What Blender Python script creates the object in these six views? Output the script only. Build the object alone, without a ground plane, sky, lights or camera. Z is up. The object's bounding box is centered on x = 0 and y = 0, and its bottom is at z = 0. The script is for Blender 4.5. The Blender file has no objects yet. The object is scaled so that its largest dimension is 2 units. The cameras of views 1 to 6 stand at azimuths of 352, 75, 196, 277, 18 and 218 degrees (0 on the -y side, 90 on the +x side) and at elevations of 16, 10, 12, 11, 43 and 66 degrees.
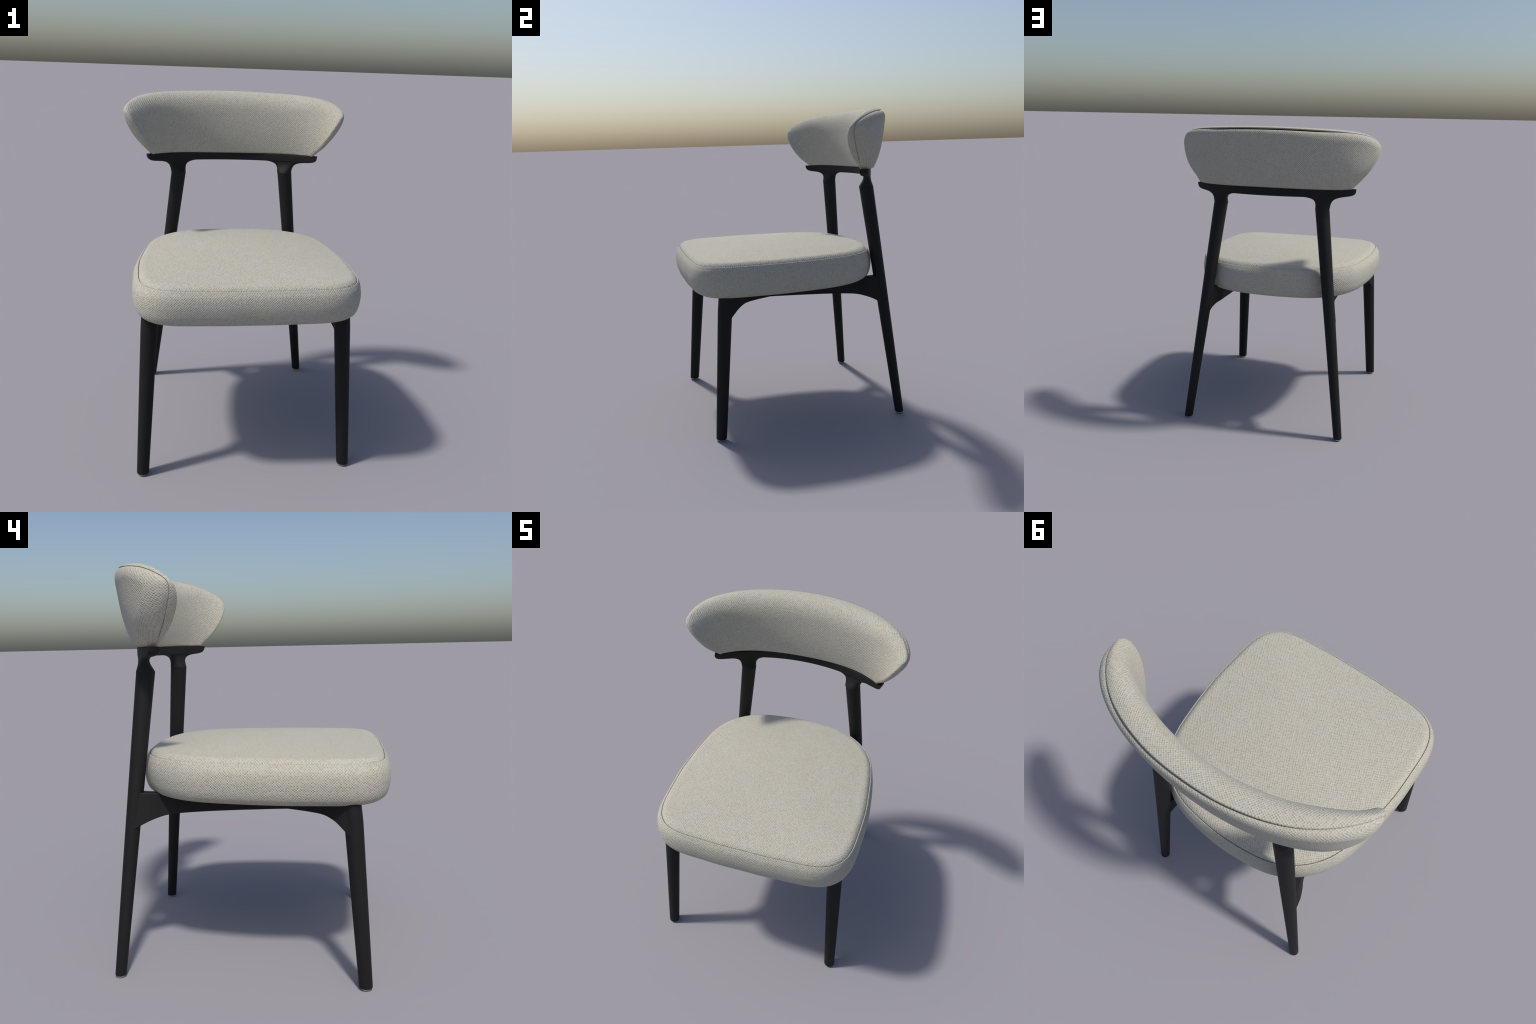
# Upholstered dining chair: black tapered legs, bowed seat rails, curved backrest
# rail with flared necks, woven cream seat cushion and wrap-around backrest cushion.
import bpy, math
import numpy as np

AXIS_Y = -0.346            # centre of the arc that the backrest follows


# ------------------------------------------------------------------ helpers
def mesh_object(name, verts, faces, mat, parent, sharp=None):
    me = bpy.data.meshes.new(name)
    me.from_pydata([tuple(map(float, v)) for v in verts], [], [tuple(map(int, f)) for f in faces])
    me.validate()
    me.update()
    import bmesh
    bm = bmesh.new()
    bm.from_mesh(me)
    bmesh.ops.recalc_face_normals(bm, faces=bm.faces)
    bm.to_mesh(me)
    bm.free()
    me.polygons.foreach_set("use_smooth", [True] * len(me.polygons))
    if sharp is not None:
        me.set_sharp_from_angle(angle=math.radians(sharp))
    me.materials.append(mat)
    ob = bpy.data.objects.new(name, me)
    bpy.context.scene.collection.objects.link(ob)
    ob.parent = parent
    return ob


def ring_faces(nrows, n, start=0, closed=True):
    f = []
    for i in range(nrows - 1):
        a, b = start + i * n, start + (i + 1) * n
        for j in range(n if closed else n - 1):
            k = (j + 1) % n
            f.append((a + j, a + k, b + k, b + j))
    return f


def loft(rings, cap0=True, cap1=True):
    """Closed rings of equal length -> verts, faces, with fan caps."""
    n = len(rings[0])
    v = [p for r in rings for p in r]
    f = ring_faces(len(rings), n)
    for ring, base, on in ((rings[0], 0, cap0), (rings[-1], (len(rings) - 1) * n, cap1)):
        if on:
            c = len(v)
            v.append(np.mean(np.array(ring), axis=0))
            f += [(base + j, base + (j + 1) % n, c) for j in range(n)]
    return v, f


def spline(ctrl, per=8):
    """Catmull-Rom through control rows."""
    C = np.array(ctrl, float)
    C = np.vstack([2 * C[0] - C[1], C, 2 * C[-1] - C[-2]])
    out = []
    for i in range(1, len(C) - 2):
        t = np.linspace(0, 1, per, endpoint=False)[:, None]
        a, b, c, d = C[i - 1:i + 3]
        out.append(.5 * (2 * b + (c - a) * t + (2 * a - 5 * b + 4 * c - d) * t * t
                         + (3 * b - a - 3 * c + d) * t ** 3))
    return np.vstack(out + [C[-2][None]])


def smooth(x, a, b):
    t = np.clip((x - a) / (b - a), 0, 1)
    return t * t * (3 - 2 * t)


# ---------------------------------------------------------------- materials
class Nodes:
    def __init__(self, name):
        self.mat = bpy.data.materials.new(name)
        self.mat.use_nodes = True
        self.nt = self.mat.node_tree
        self.bsdf = self.nt.nodes["Principled BSDF"]

    def new(self, kind, **kw):
        n = self.nt.nodes.new(kind)
        for k, v in kw.items():
            setattr(n, k, v)
        return n

    def put(self, sock, val):
        if isinstance(val, bpy.types.NodeSocket):
            self.nt.links.new(val, sock)
        else:
            sock.default_value = val

    def math(self, op, a, b=0.0, c=0.0):
        n = self.new("ShaderNodeMath", operation=op)
        for s, x in zip(n.inputs, (a, b, c)):
            self.put(s, x)
        return n.outputs[0]

    def noise(self, vec, scale, detail=2.0, rough=.5):
        n = self.new("ShaderNodeTexNoise")
        self.put(n.inputs["Vector"], vec)
        n.inputs["Scale"].default_value = scale
        n.inputs["Detail"].default_value = detail
        n.inputs["Roughness"].default_value = rough
        return n.outputs["Fac"]

    def ramp(self, fac, lo, hi, a=0.0, b=1.0):
        n = self.new("ShaderNodeMapRange", interpolation_type='SMOOTHSTEP')
        self.put(n.inputs["Value"], fac)
        for k, x in (("From Min", lo), ("From Max", hi), ("To Min", a), ("To Max", b)):
            n.inputs[k].default_value = x
        return n.outputs["Result"]

    def mix(self, fac, a, b):
        n = self.new("ShaderNodeMix", data_type='RGBA')
        self.put(n.inputs[0], fac)
        self.put(n.inputs[6], a)
        self.put(n.inputs[7], b)
        return n.outputs[2]

    def select(self, fac, a, b):
        """a where fac = 0, b where fac = 1"""
        return self.math('ADD', self.math('MULTIPLY', a, self.math('SUBTRACT', 1.0, fac)),
                         self.math('MULTIPLY', b, fac))


PITCH = .0088              # pitch of the weave, metres
CREAM = (.432, .418, .348, 1)
PALE = (.434, .424, .370, 1)
HOLE = (.262, .225, .168, 1)


def fabric(name, wrap):
    """Plain coarse weave. wrap: 'flat' = laid on x-y, 'box' = round a side band,
    'arc' = bent round the backrest axis."""
    g = Nodes(name)
    tc = g.new("ShaderNodeTexCoord")
    obj = tc.outputs["Object"]
    sep = g.new("ShaderNodeSeparateXYZ")
    g.put(sep.inputs[0], obj)
    x, y, z = sep.outputs
    geo = g.new("ShaderNodeNewGeometry")
    sn = g.new("ShaderNodeSeparateXYZ")
    g.put(sn.inputs[0], tc.outputs["Normal"])
    ax = g.math('ABSOLUTE', sn.outputs[0])
    ay = g.math('ABSOLUTE', sn.outputs[1])
    az = g.math('ABSOLUTE', sn.outputs[2])
    if wrap == 'flat':
        u, v = x, y
    elif wrap == 'box':
        side = g.math('GREATER_THAN', ax, ay)
        flat = g.math('GREATER_THAN', az, .8)
        u = g.select(side, x, y)
        v = g.select(flat, z, g.select(side, y, x))
    else:
        dy = g.math('SUBTRACT', y, AXIS_Y)
        ang = g.math('ARCTAN2', x, dy)
        rad = g.math('SQRT', g.math('ADD', g.math('MULTIPLY', x, x), g.math('MULTIPLY', dy, dy)))
        flat = g.math('GREATER_THAN', az, .72)
        nt = g.math('SUBTRACT', g.math('MULTIPLY', sn.outputs[0], g.math('COSINE', ang)),
                    g.math('MULTIPLY', sn.outputs[1], g.math('SINE', ang)))
        end = g.math('GREATER_THAN', g.math('ABSOLUTE', nt), .70)
        u = g.select(end, g.math('MULTIPLY', ang, .95), rad)
        v = g.select(flat, z, rad)
    # staggered pits between plump, uneven threads: a jittered diagonal lattice
    wob = g.math('MULTIPLY', g.math('SUBTRACT', g.noise(obj, 45.0, 2.0, .6), .5), .006)
    u = g.math('ADD', u, wob)
    lat = g.new("ShaderNodeCombineXYZ")
    g.put(lat.inputs[0], g.math('MULTIPLY', g.math('ADD', u, v), .7071 / PITCH))
    g.put(lat.inputs[1], g.math('MULTIPLY', g.math('SUBTRACT', u, v), .7071 / PITCH))
    vor = g.new("ShaderNodeTexVoronoi", voronoi_dimensions='2D', feature='F1')
    g.put(vor.inputs["Vector"], lat.outputs[0])
    vor.inputs["Scale"].default_value = 1.0
    vor.inputs["Randomness"].default_value = .22
    dist = vor.outputs["Distance"]
    cell = g.new("ShaderNodeSeparateXYZ")
    g.put(cell.inputs[0], vor.outputs["Color"])
    rnd = cell.outputs[0]
    fibre = g.noise(obj, 380.0, 2.0, .6)
    rise = g.ramp(dist, .08, .58)
    deep = g.math('MULTIPLY_ADD', rnd, .65, .35)           # some pits are deeper than others
    pit = g.math('MULTIPLY', g.math('SUBTRACT', 1.0, rise), deep)
    height = g.math('SUBTRACT', g.math('MULTIPLY', fibre, .45), pit)
    patch = g.ramp(g.noise(obj, 8.0, 2.0, .5), .38, .64)
    base = g.mix(patch, CREAM, PALE)
    pale_crest = g.math('MULTIPLY', g.ramp(g.math('ADD', dist, g.math('MULTIPLY', fibre, .25)), .45, .85), .35)
    base = g.mix(pale_crest, base, (.56, .55, .49, 1))
    col = g.mix(g.math('MULTIPLY', pit, .66), base, HOLE)
    g.put(g.bsdf.inputs["Base Color"], col)
    g.bsdf.inputs["Roughness"].default_value = .92
    g.bsdf.inputs["Specular IOR Level"].default_value = .18
    g.bsdf.inputs["Sheen Weight"].default_value = .08
    g.bsdf.inputs["Sheen Roughness"].default_value = .5
    b = g.new("ShaderNodeBump")
    b.inputs["Strength"].default_value = .7
    b.inputs["Distance"].default_value = .0026
    g.put(b.inputs["Height"], height)
    g.put(g.bsdf.inputs["Normal"], b.outputs[0])
    return g.mat


def black_lacquer():
    g = Nodes("black_lacquered_wood")
    tc = g.new("ShaderNodeTexCoord")
    mp = g.new("ShaderNodeMapping")
    g.put(mp.inputs["Vector"], tc.outputs["Object"])
    mp.inputs["Scale"].default_value = (1, 1, .06)
    n = g.noise(mp.outputs[0], 160.0, 3.0)
    g.put(g.bsdf.inputs["Base Color"], g.mix(n, (.0074, .0074, .0075, 1), (.0104, .0103, .0103, 1)))
    g.put(g.bsdf.inputs["Roughness"], g.ramp(n, .2, .8, .60, .70))
    g.bsdf.inputs["Specular IOR Level"].default_value = .24
    return g.mat


def steel():
    g = Nodes("brushed_steel")
    tc = g.new("ShaderNodeTexCoord")
    n = g.noise(tc.outputs["Object"], 300.0, 2.0)
    g.put(g.bsdf.inputs["Base Color"], g.mix(n, (.46, .45, .42, 1), (.55, .54, .51, 1)))
    g.bsdf.inputs["Metallic"].default_value = .6
    g.bsdf.inputs["Roughness"].default_value = .35
    return g.mat


M_TOP = fabric("woven_cream_fabric", 'flat')
M_BAND = fabric("woven_cream_fabric_band", 'box')
M_BACK = fabric("woven_cream_fabric_back", 'arc')
M_BLACK = black_lacquer()
M_STEEL = steel()

chair = bpy.data.objects.new("dining_chair", None)
bpy.context.scene.collection.objects.link(chair)
chair["label"] = "cream woven upholstered dining chair with slim black legs"
chair["category"] = "chair"


# --------------------------------------------------------------------- seat
def seat_outline(n=400):
    """Plan outline of the seat seam: wide front, narrower rounded back."""
    harm = [.6351, -.0249, .0132, .0233, -.0487, .0097, -.0020, -.0054, .0077, -.0044, .0002, .0020, -.0014, .0013]
    th = np.linspace(0, 2 * np.pi, n, endpoint=False)
    r = sum(a * np.cos(k * th) for k, a in enumerate(harm))
    P = np.stack([r * np.sin(th) + .0153, r * np.cos(th) - .05], 1)
    T = np.roll(P, -1, 0) - np.roll(P, 1, 0)
    N = np.stack([-T[:, 1], T[:, 0]], 1)
    N *= np.sign((N * (P - P.mean(0))).sum(1))[:, None]
    for _ in range(14):
        N = np.roll(N, 1, 0) + 2 * N + np.roll(N, -1, 0)
        N /= np.linalg.norm(N, axis=1)[:, None]
    return P, N


P0, N0 = seat_outline()
SEAT_C = np.array([.0125, -.06])
SEAM_Z = 1.085 + .006 * P0[:, 1]


def seat_ring(off, dz, shift=0.0):
    """Ring at outward offset `off` from the seam (deep insets shrink to the centre)."""
    lim = -.05
    if off >= lim:
        Q = P0 + off * N0
    else:
        Q = P0 + lim * N0
        Q = SEAT_C + (Q - SEAT_C) * max(0.0, 1 - (lim - off) / .55)
    if dz < -.002:                       # cushion is tucked in at the back corners
        ang = np.abs(np.arctan2(P0[:, 0] - SEAT_C[0], P0[:, 1] - SEAT_C[1]))
        tuck = np.exp(-((ang - .88) / .30) ** 2)
        tuck *= .0065 * float(smooth(-dz, .004, .04))
        Q = Q - N0 * tuck[:, None]
    tilt = .008 * Q[:, 1] * float(smooth(-off, .0, .2)) if dz > 0 else 0.0     # crown leans to the back
    return np.column_stack([Q[:, 0] + shift, Q[:, 1], SEAM_Z + dz + tilt])


# crown of the cover: (offset, height over the seam), centre to seam groove
crown = spline([(-.54, .0560), (-.42, .0530), (-.25, .0425), (-.14, .0325), (-.07, .0247), (-.04, .0218),
                (-.022, .0172), (-.010, .0090), (-.0045, .0030), (-.0018, -.0012), (-.0012, -.0062)], 5)
rings = [seat_ring(a, b) for a, b in crown]
v, f = loft(rings, True, False)

# boxing: from the groove over the bulge to the underside
bulge = spline([(.0002, -.0062), (.0014, -.0026), (.0042, -.0014), (.0080, -.0055), (.0134, -.0150), (.0205, -.0300),
                (.0262, -.0550), (.0288, -.0850), (.0268, -.1150), (.0215, -.1450), (.0100, -.1720), (-.0100, -.1880),
                (-.0340, -.1980), (-.0700, -.2060), (-.1400, -.2180), (-.2600, -.2260), (-.5500, -.2280)], 5)
rings = [seat_ring(a + .0015 * float(smooth(-b, .004, .05)), b, -.0048 * float(smooth(-b, 0, .05))) for a, b in bulge]
vb, fb = loft(rings, False, True)
seat = mesh_object("seat_cushion", vb, fb, M_BAND, chair)
cover = mesh_object("seat_cover", v, f, M_TOP, seat)


# ---------------------------------------------------------------- backrest
SEAM = [(0, .6595, 1.9904), (.2246, .6378, 1.9865), (.4618, .5477, 1.9729), (.6028, .4174, 1.9485),
        (.6609, .3083, 1.8956), (.6587, .2885, 1.8445), (.6216, .3148, 1.7604), (.5689, .3548, 1.6800)]
BASE_Z = 1.612
# radius of the two broad faces over angle a and height h: 1, a2, a4, h, a2h, a4h, h2, a2h2, h3
FRONT = (.8623, .1244, -.2200, .0028, -.3630, 1.5324, .5137, .3434, 0.0)
REAR = (1.0019, .1475, -.3356, .1809, -.1245, -.1173, -.4747, .2141, 2.5153)
CORNER = (.5929, .9032)                                  # angle and radius of the lower end corner


def face_radius(c, a, z):
    h, q = z - 1.8, a * a
    return (c[0] + c[1] * q + c[2] * q * q + h * (c[3] + c[4] * q + c[5] * q * q)
            + h * h * (c[6] + c[7] * q) + c[8] * h ** 3)


def to_xyz(a, r, z):
    return np.column_stack([r * np.sin(a), AXIS_Y + r * np.cos(a), z])


cyl = np.array([(math.atan2(x, y - AXIS_Y), math.hypot(x, y - AXIS_Y), z) for x, y, z in SEAM]
               + [(CORNER[0], CORNER[1], BASE_Z)])
half = spline(np.vstack([cyl[1] * [-1, 1, 1], cyl]), 24)[24:]
loop = np.vstack([(half * [-1, 1, 1])[::-1][:-1], half])
# even spacing along the seam
seg = np.linalg.norm(np.diff(loop * [.95, .5, 1], axis=0), axis=1)
acc = np.concatenate([[0], np.cumsum(seg)])
tt = np.linspace(0, acc[-1], 360)
loop = np.column_stack([np.interp(tt, acc, loop[:, k]) for k in range(3)])
nb = 120
ab = np.linspace(CORNER[0], -CORNER[0], nb + 2)[1:-1]
base_r = .5 * (face_radius(FRONT, ab, BASE_Z) + face_radius(REAR, ab, BASE_Z))
loop = np.vstack([loop, np.column_stack([ab, base_r, np.full(nb, BASE_Z)])])
NL = len(loop)
flat2 = np.column_stack([loop[:, 0] * .95, loop[:, 2]])
tan = np.roll(flat2, -1, 0) - np.roll(flat2, 1, 0)
tan /= np.linalg.norm(tan, axis=1)[:, None]
nrm = np.column_stack([-tan[:, 1], tan[:, 0]])
for _ in range(6):
    nrm = np.roll(nrm, 1, 0) + 2 * nrm + np.roll(nrm, -1, 0)
    nrm /= np.linalg.norm(nrm, axis=1)[:, None]
top_w = np.clip(nrm[:, 1], 0, 1) ** 2
low_w = np.zeros(NL)
low_w[360:] = 1
k0 = np.ones(15) / 15
fade = smooth(loop[:, 2], 1.618, 1.690)     # the seam dies out towards the base
low_w = np.convolve(np.concatenate([low_w[-16:], low_w, low_w[:16]]), k0, 'same')[16:-16]


spine_x = np.clip(flat2[:, 0], -.36, .36)
to_spine = np.column_stack([spine_x, np.full(NL, 1.79)]) - flat2
inward = to_spine / np.linalg.norm(to_spine, axis=1)[:, None]


def panel(coef, depth_top, depth_side, over, drop, max_angle, rim=26, inner=30):
    """One half of the cushion: a rolled rim that starts in the seam, then the broad face."""
    depth = depth_top * top_w + depth_side * (1 - top_w)
    depth = depth * (1 - low_w) + .012 * low_w
    ov = over * fade * (.45 + .55 * top_w)
    ov = ov * (1 + .5 * np.exp(-((np.abs(loop[:, 0]) - .50) / .17) ** 2) * top_w)
    base = flat2.copy()
    base[:, 1] -= drop * top_w * (1 - .85 * smooth(np.abs(loop[:, 0]), .28, .58))
    if coef is REAR:
        base += inward * (.0035 * (1 - top_w) * fade)[:, None]
    rows = []
    mx = math.radians(max_angle)
    tuck = (.008 if coef is FRONT else .010) * fade

    def row(pos, w, dr=0.0):
        a, z = pos[:, 0] / .95, np.maximum(pos[:, 1], BASE_Z)
        r0 = face_radius(coef, a, z)
        return to_xyz(a, r0 + (loop[:, 1] - r0) * w + dr, z)

    rows.append(row(base + inward * (tuck * .8)[:, None], 1.0, -tuck))
    rows.append(row(base + inward * (tuck * .15)[:, None], 1.0, -tuck * .5))
    for s in np.linspace(1, 0, rim):
        th = s * mx
        if th <= math.pi / 2:
            pos = base + nrm * ov[:, None] + inward * (depth * (1 - math.sin(th)))[:, None]
        else:
            pos = base + nrm * (ov * (1 - (1 - math.sin(th)) / (1 - math.sin(mx))))[:, None]
        rows.append(row(pos, ((1 - math.cos(th)) / (1 - math.cos(mx))) ** (1.25 if coef is FRONT else 1.0)))
    last = base + nrm * ov[:, None] + inward * depth[:, None]
    last[:, 1] = np.maximum(last[:, 1], BASE_Z)
    mid = np.column_stack([spine_x * .9, np.full(NL, 1.775)])
    for k in np.linspace(1, 0.0, inner)[1:]:
        rows.append(row(mid + (last - mid) * k, 0.0))
    v, f = loft(rows, False, False)
    # zip the flattened innermost ring shut
    return v, f


v, f = panel(REAR, .0720, .0950, 0.0, .0125, 90)
back = mesh_object("backrest_cushion", v, f, M_BACK, chair)
v, f = panel(FRONT, .1260, .0300, .0082, 0.0, 118)
pad = mesh_object("backrest_pad", v, f, M_BACK, back)


# ------------------------------------------------------------ backrest rail
LEG_TOP = np.array([.3440, .4999, 1.4940])
LEG_FOOT = np.array([.5292, .6532, 0.0])
NECK_A = math.atan2(LEG_TOP[0], LEG_TOP[1] - AXIS_Y)
NECK_R = math.hypot(LEG_TOP[0], LEG_TOP[1] - AXIS_Y)

zb = spline([(0, 1.5668), (.15, 1.5668), (.30, 1.5668), (.45, 1.5665), (.53, 1.5675), (.580, 1.5710), (.605, 1.5760),
             (.619, 1.5825), (.6270, 1.5915), (.6300, 1.5995)], 10)
rail_a = np.concatenate([-zb[::-1, 0][:-1], zb[:, 0]])
rail_z = np.concatenate([zb[::-1, 1][:-1], zb[:, 1]])
rings = []
RAIL_TOP = 1.6135
for a, lo in zip(rail_a, rail_z):
    rf = .8965 - .006 * math.exp(-(a / .4) ** 2)
    rb = .9435
    hi = RAIL_TOP
    c = min(.006, (hi - lo) * .3)
    sec = []
    for (cr, cz, q) in ((rf + c, lo + c, 180), (rb - c, lo + c, 270), (rb - c * .4, hi - c * .4, 0), (rf + c * .4, hi - c * .4, 90)):
        cc = c if cz < .5 * (lo + hi) else c * .4
        for t in np.linspace(0, 90, 6):
            w = math.radians(q + t)
            sec.append((cr + cc * math.cos(w), cz + cc * math.sin(w)))
    sec = np.array(sec)
    aa = a * (1 - .65 * (sec[:, 0] - .9) * abs(a) / .63)
    rings.append(to_xyz(aa, sec[:, 0], sec[:, 1]))
v, f = loft(rings)

neck = spline([  # z, half width along the arc, half depth, centre radius, squareness
    (1.4940, .0462, .0462, NECK_R, 2.0), (1.5020, .0468, .0432, .9140, 2.1), (1.5140, .0478, .0372, .9155, 2.4),
    (1.5270, .0508, .0308, .9175, 2.8), (1.5400, .0575, .0262, .9190, 3.2), (1.5500, .0680, .0240, .9198, 3.6),
    (1.5580, .0860, .0232, .9200, 4.0), (1.5640, .1120, .0230, .9200, 4.0), (1.5690, .1500, .0228, .9200, 4.0),
    (1.5760, .1520, .0228, .9200, 4.0)], 6)
for side in (1, -1):
    rings = []
    for z, hw, hd, rc, e in neck:
        t = np.linspace(0, 2 * np.pi, 64, endpoint=False)
        cs, sn = np.cos(t), np.sin(t)
        s = hw * np.sign(cs) * np.abs(cs) ** (2 / e)
        d = hd * np.sign(sn) * np.abs(sn) ** (2 / e)
        # straight cross-section at the leg, bent along the arc where it flares
        a0 = side * (NECK_A + .004 * (z - 1.494) / .08)
        bend = float(smooth(z, 1.50, 1.555))
        arc = to_xyz(a0 + s / .915, rc + d, np.full(64, z))
        u = np.array([math.cos(a0), -math.sin(a0)])
        w = np.array([math.sin(a0), math.cos(a0)])
        flat = np.column_stack([rc * w[0] + s * u[0] + d * w[0], AXIS_Y + rc * w[1] + s * u[1] + d * w[1], np.full(64, z)])
        rings.append(flat * (1 - bend) + arc * bend)
    v2, f2 = loft(rings)
    o = len(v)
    v += list(v2)
    f += [tuple(i + o for i in q) for q in f2]
mesh_object("backrest_rail", v, f, M_BLACK, chair, 40)


# --------------------------------------------------------------------- legs
def leg(side, axis_pts, radii, shift):
    """Tapered round leg through (x, y, z) axis points with a softly rounded foot."""
    C = np.column_stack([np.array(axis_pts), np.array(radii)])
    rings = []
    t = np.linspace(0, 2 * np.pi, 48, endpoint=False)
    for x, y, z, r in C:
        dx, dy = r * np.cos(t), r * np.sin(t)
        rings.append(np.column_stack([side * (x + dx) + shift(z), y + dy, np.full(len(t), z)]))
    v, f = loft(rings)
    return mesh_object("leg", v, f, M_BLACK, chair, 35)


def glide(parent, x, y, r):
    t = np.linspace(0, 2 * np.pi, 32, endpoint=False)
    rings = [np.column_stack([x + q * np.cos(t), y + q * np.sin(t), np.full(32, z)])
             for q, z in ((r - .003, 0), (r - .0008, .0008), (r, .003), (r, .016))]
    v, f = loft(rings)
    return mesh_object("foot_glide", v, f, M_STEEL, parent, 40)


def along(p, q, z):
    k = (z - p[2]) / (q[2] - p[2])
    return p + (q - p) * k


FRONT_FOOT = np.array([.5587, -.5554, 0.0])
FRONT_TOP = np.array([.5156, -.4900, .85])
for side in (1, -1):
    hs = [.0085, .0095, .0115, .0145, .3, .6, .80, .82, .845, .90]
    rr = [.0280, .0300, .0314, .0320, .0362, .0402, .0430, .0432, .0432, .0425]
    ax = [along(FRONT_FOOT, FRONT_TOP, h) + np.array([0, .0035 * max(0, (h - .80) / .1), 0]) for h in hs]
    ob = leg(side, ax, [r + .0008 for r in rr], lambda z: .0028)
    glide(ob, side * .5585 + .0028, -.5550, .0245)
    hs = [.0085, .0095, .0115, .0145, .3, .7, 1.1, 1.4, 1.4945]
    rr = [.0240, .0260, .0273, .0278] + [.0278 + .0180 * h / 1.4945 for h in hs[4:]]
    ax = [along(LEG_FOOT, LEG_TOP, h) for h in hs]
    ob = leg(side, ax, rr, lambda z: .0020 * z / 1.4945)
    glide(ob, side * .5288, .6527, .0215)


# --------------------------------------------------------------- seat rails
# a board on each side that bows inward between the legs; its lower edge sweeps
# down into a bracket at both ends
A = np.array([.5156, -.4900])
B = np.array([.4213, .5640])
L = float(np.linalg.norm(B - A))
DIR = (B - A) / L
OUT = np.array([DIR[1], -DIR[0]])
if OUT[0] < 0:
    OUT = -OUT
low = spline([(0, .735), (.035, .768), (.07, .800), (.10, .8175), (.14, .829), (.20, .836), (.31, .843)], 8)
low2 = spline([(.31, .843), (.50, .829), (.70, .8175), (.84, .809), (.91, .8005), (.965, .785), (1.01, .765), (L, .737)], 8)
low = np.vstack([low[:-1], low2])
bow = spline([(0, .014), (.03, .008), (.06, .001), (.10, -.017), (.14, -.040), (.20, -.055), (.27, -.068), (.38, -.082),
              (.53, -.090)], 6)
top = spline([(0, .896), (.1, .892), (.2, .880), (.3, .870), (.6, .868), (.80, .880), (.90, .905), (.95, .9115), (1.0, .9155), (L, .920)], 10)
for side in (1, -1):
    rings = []
    for s, z0 in low:
        z1 = float(np.interp(s, top[:, 0], top[:, 1]))
        off = float(np.interp(min(s, L - s), bow[:, 0], bow[:, 1]))
        h, c = .0225 + .006 * (1 - float(smooth(min(s, L - s), .03, .16))), .003
        sec = [(-h, z0 + c), (-h + c, z0), (h - c, z0), (h, z0 + c), (h, z1 - c), (h - c, z1), (-h + c, z1), (-h, z1 - c)]
        lean = .05 + .09 * s / L                 # boards lean with the legs
        pts = [(A + DIR * s + OUT * (off + d - lean * (z - .79)), z) for d, z in sec]
        rings.append(np.array([(side * q[0], q[1], z) for q, z in pts]))
    v, f = loft(rings)
    mesh_object("seat_rail", v, f, M_BLACK, chair, 32)
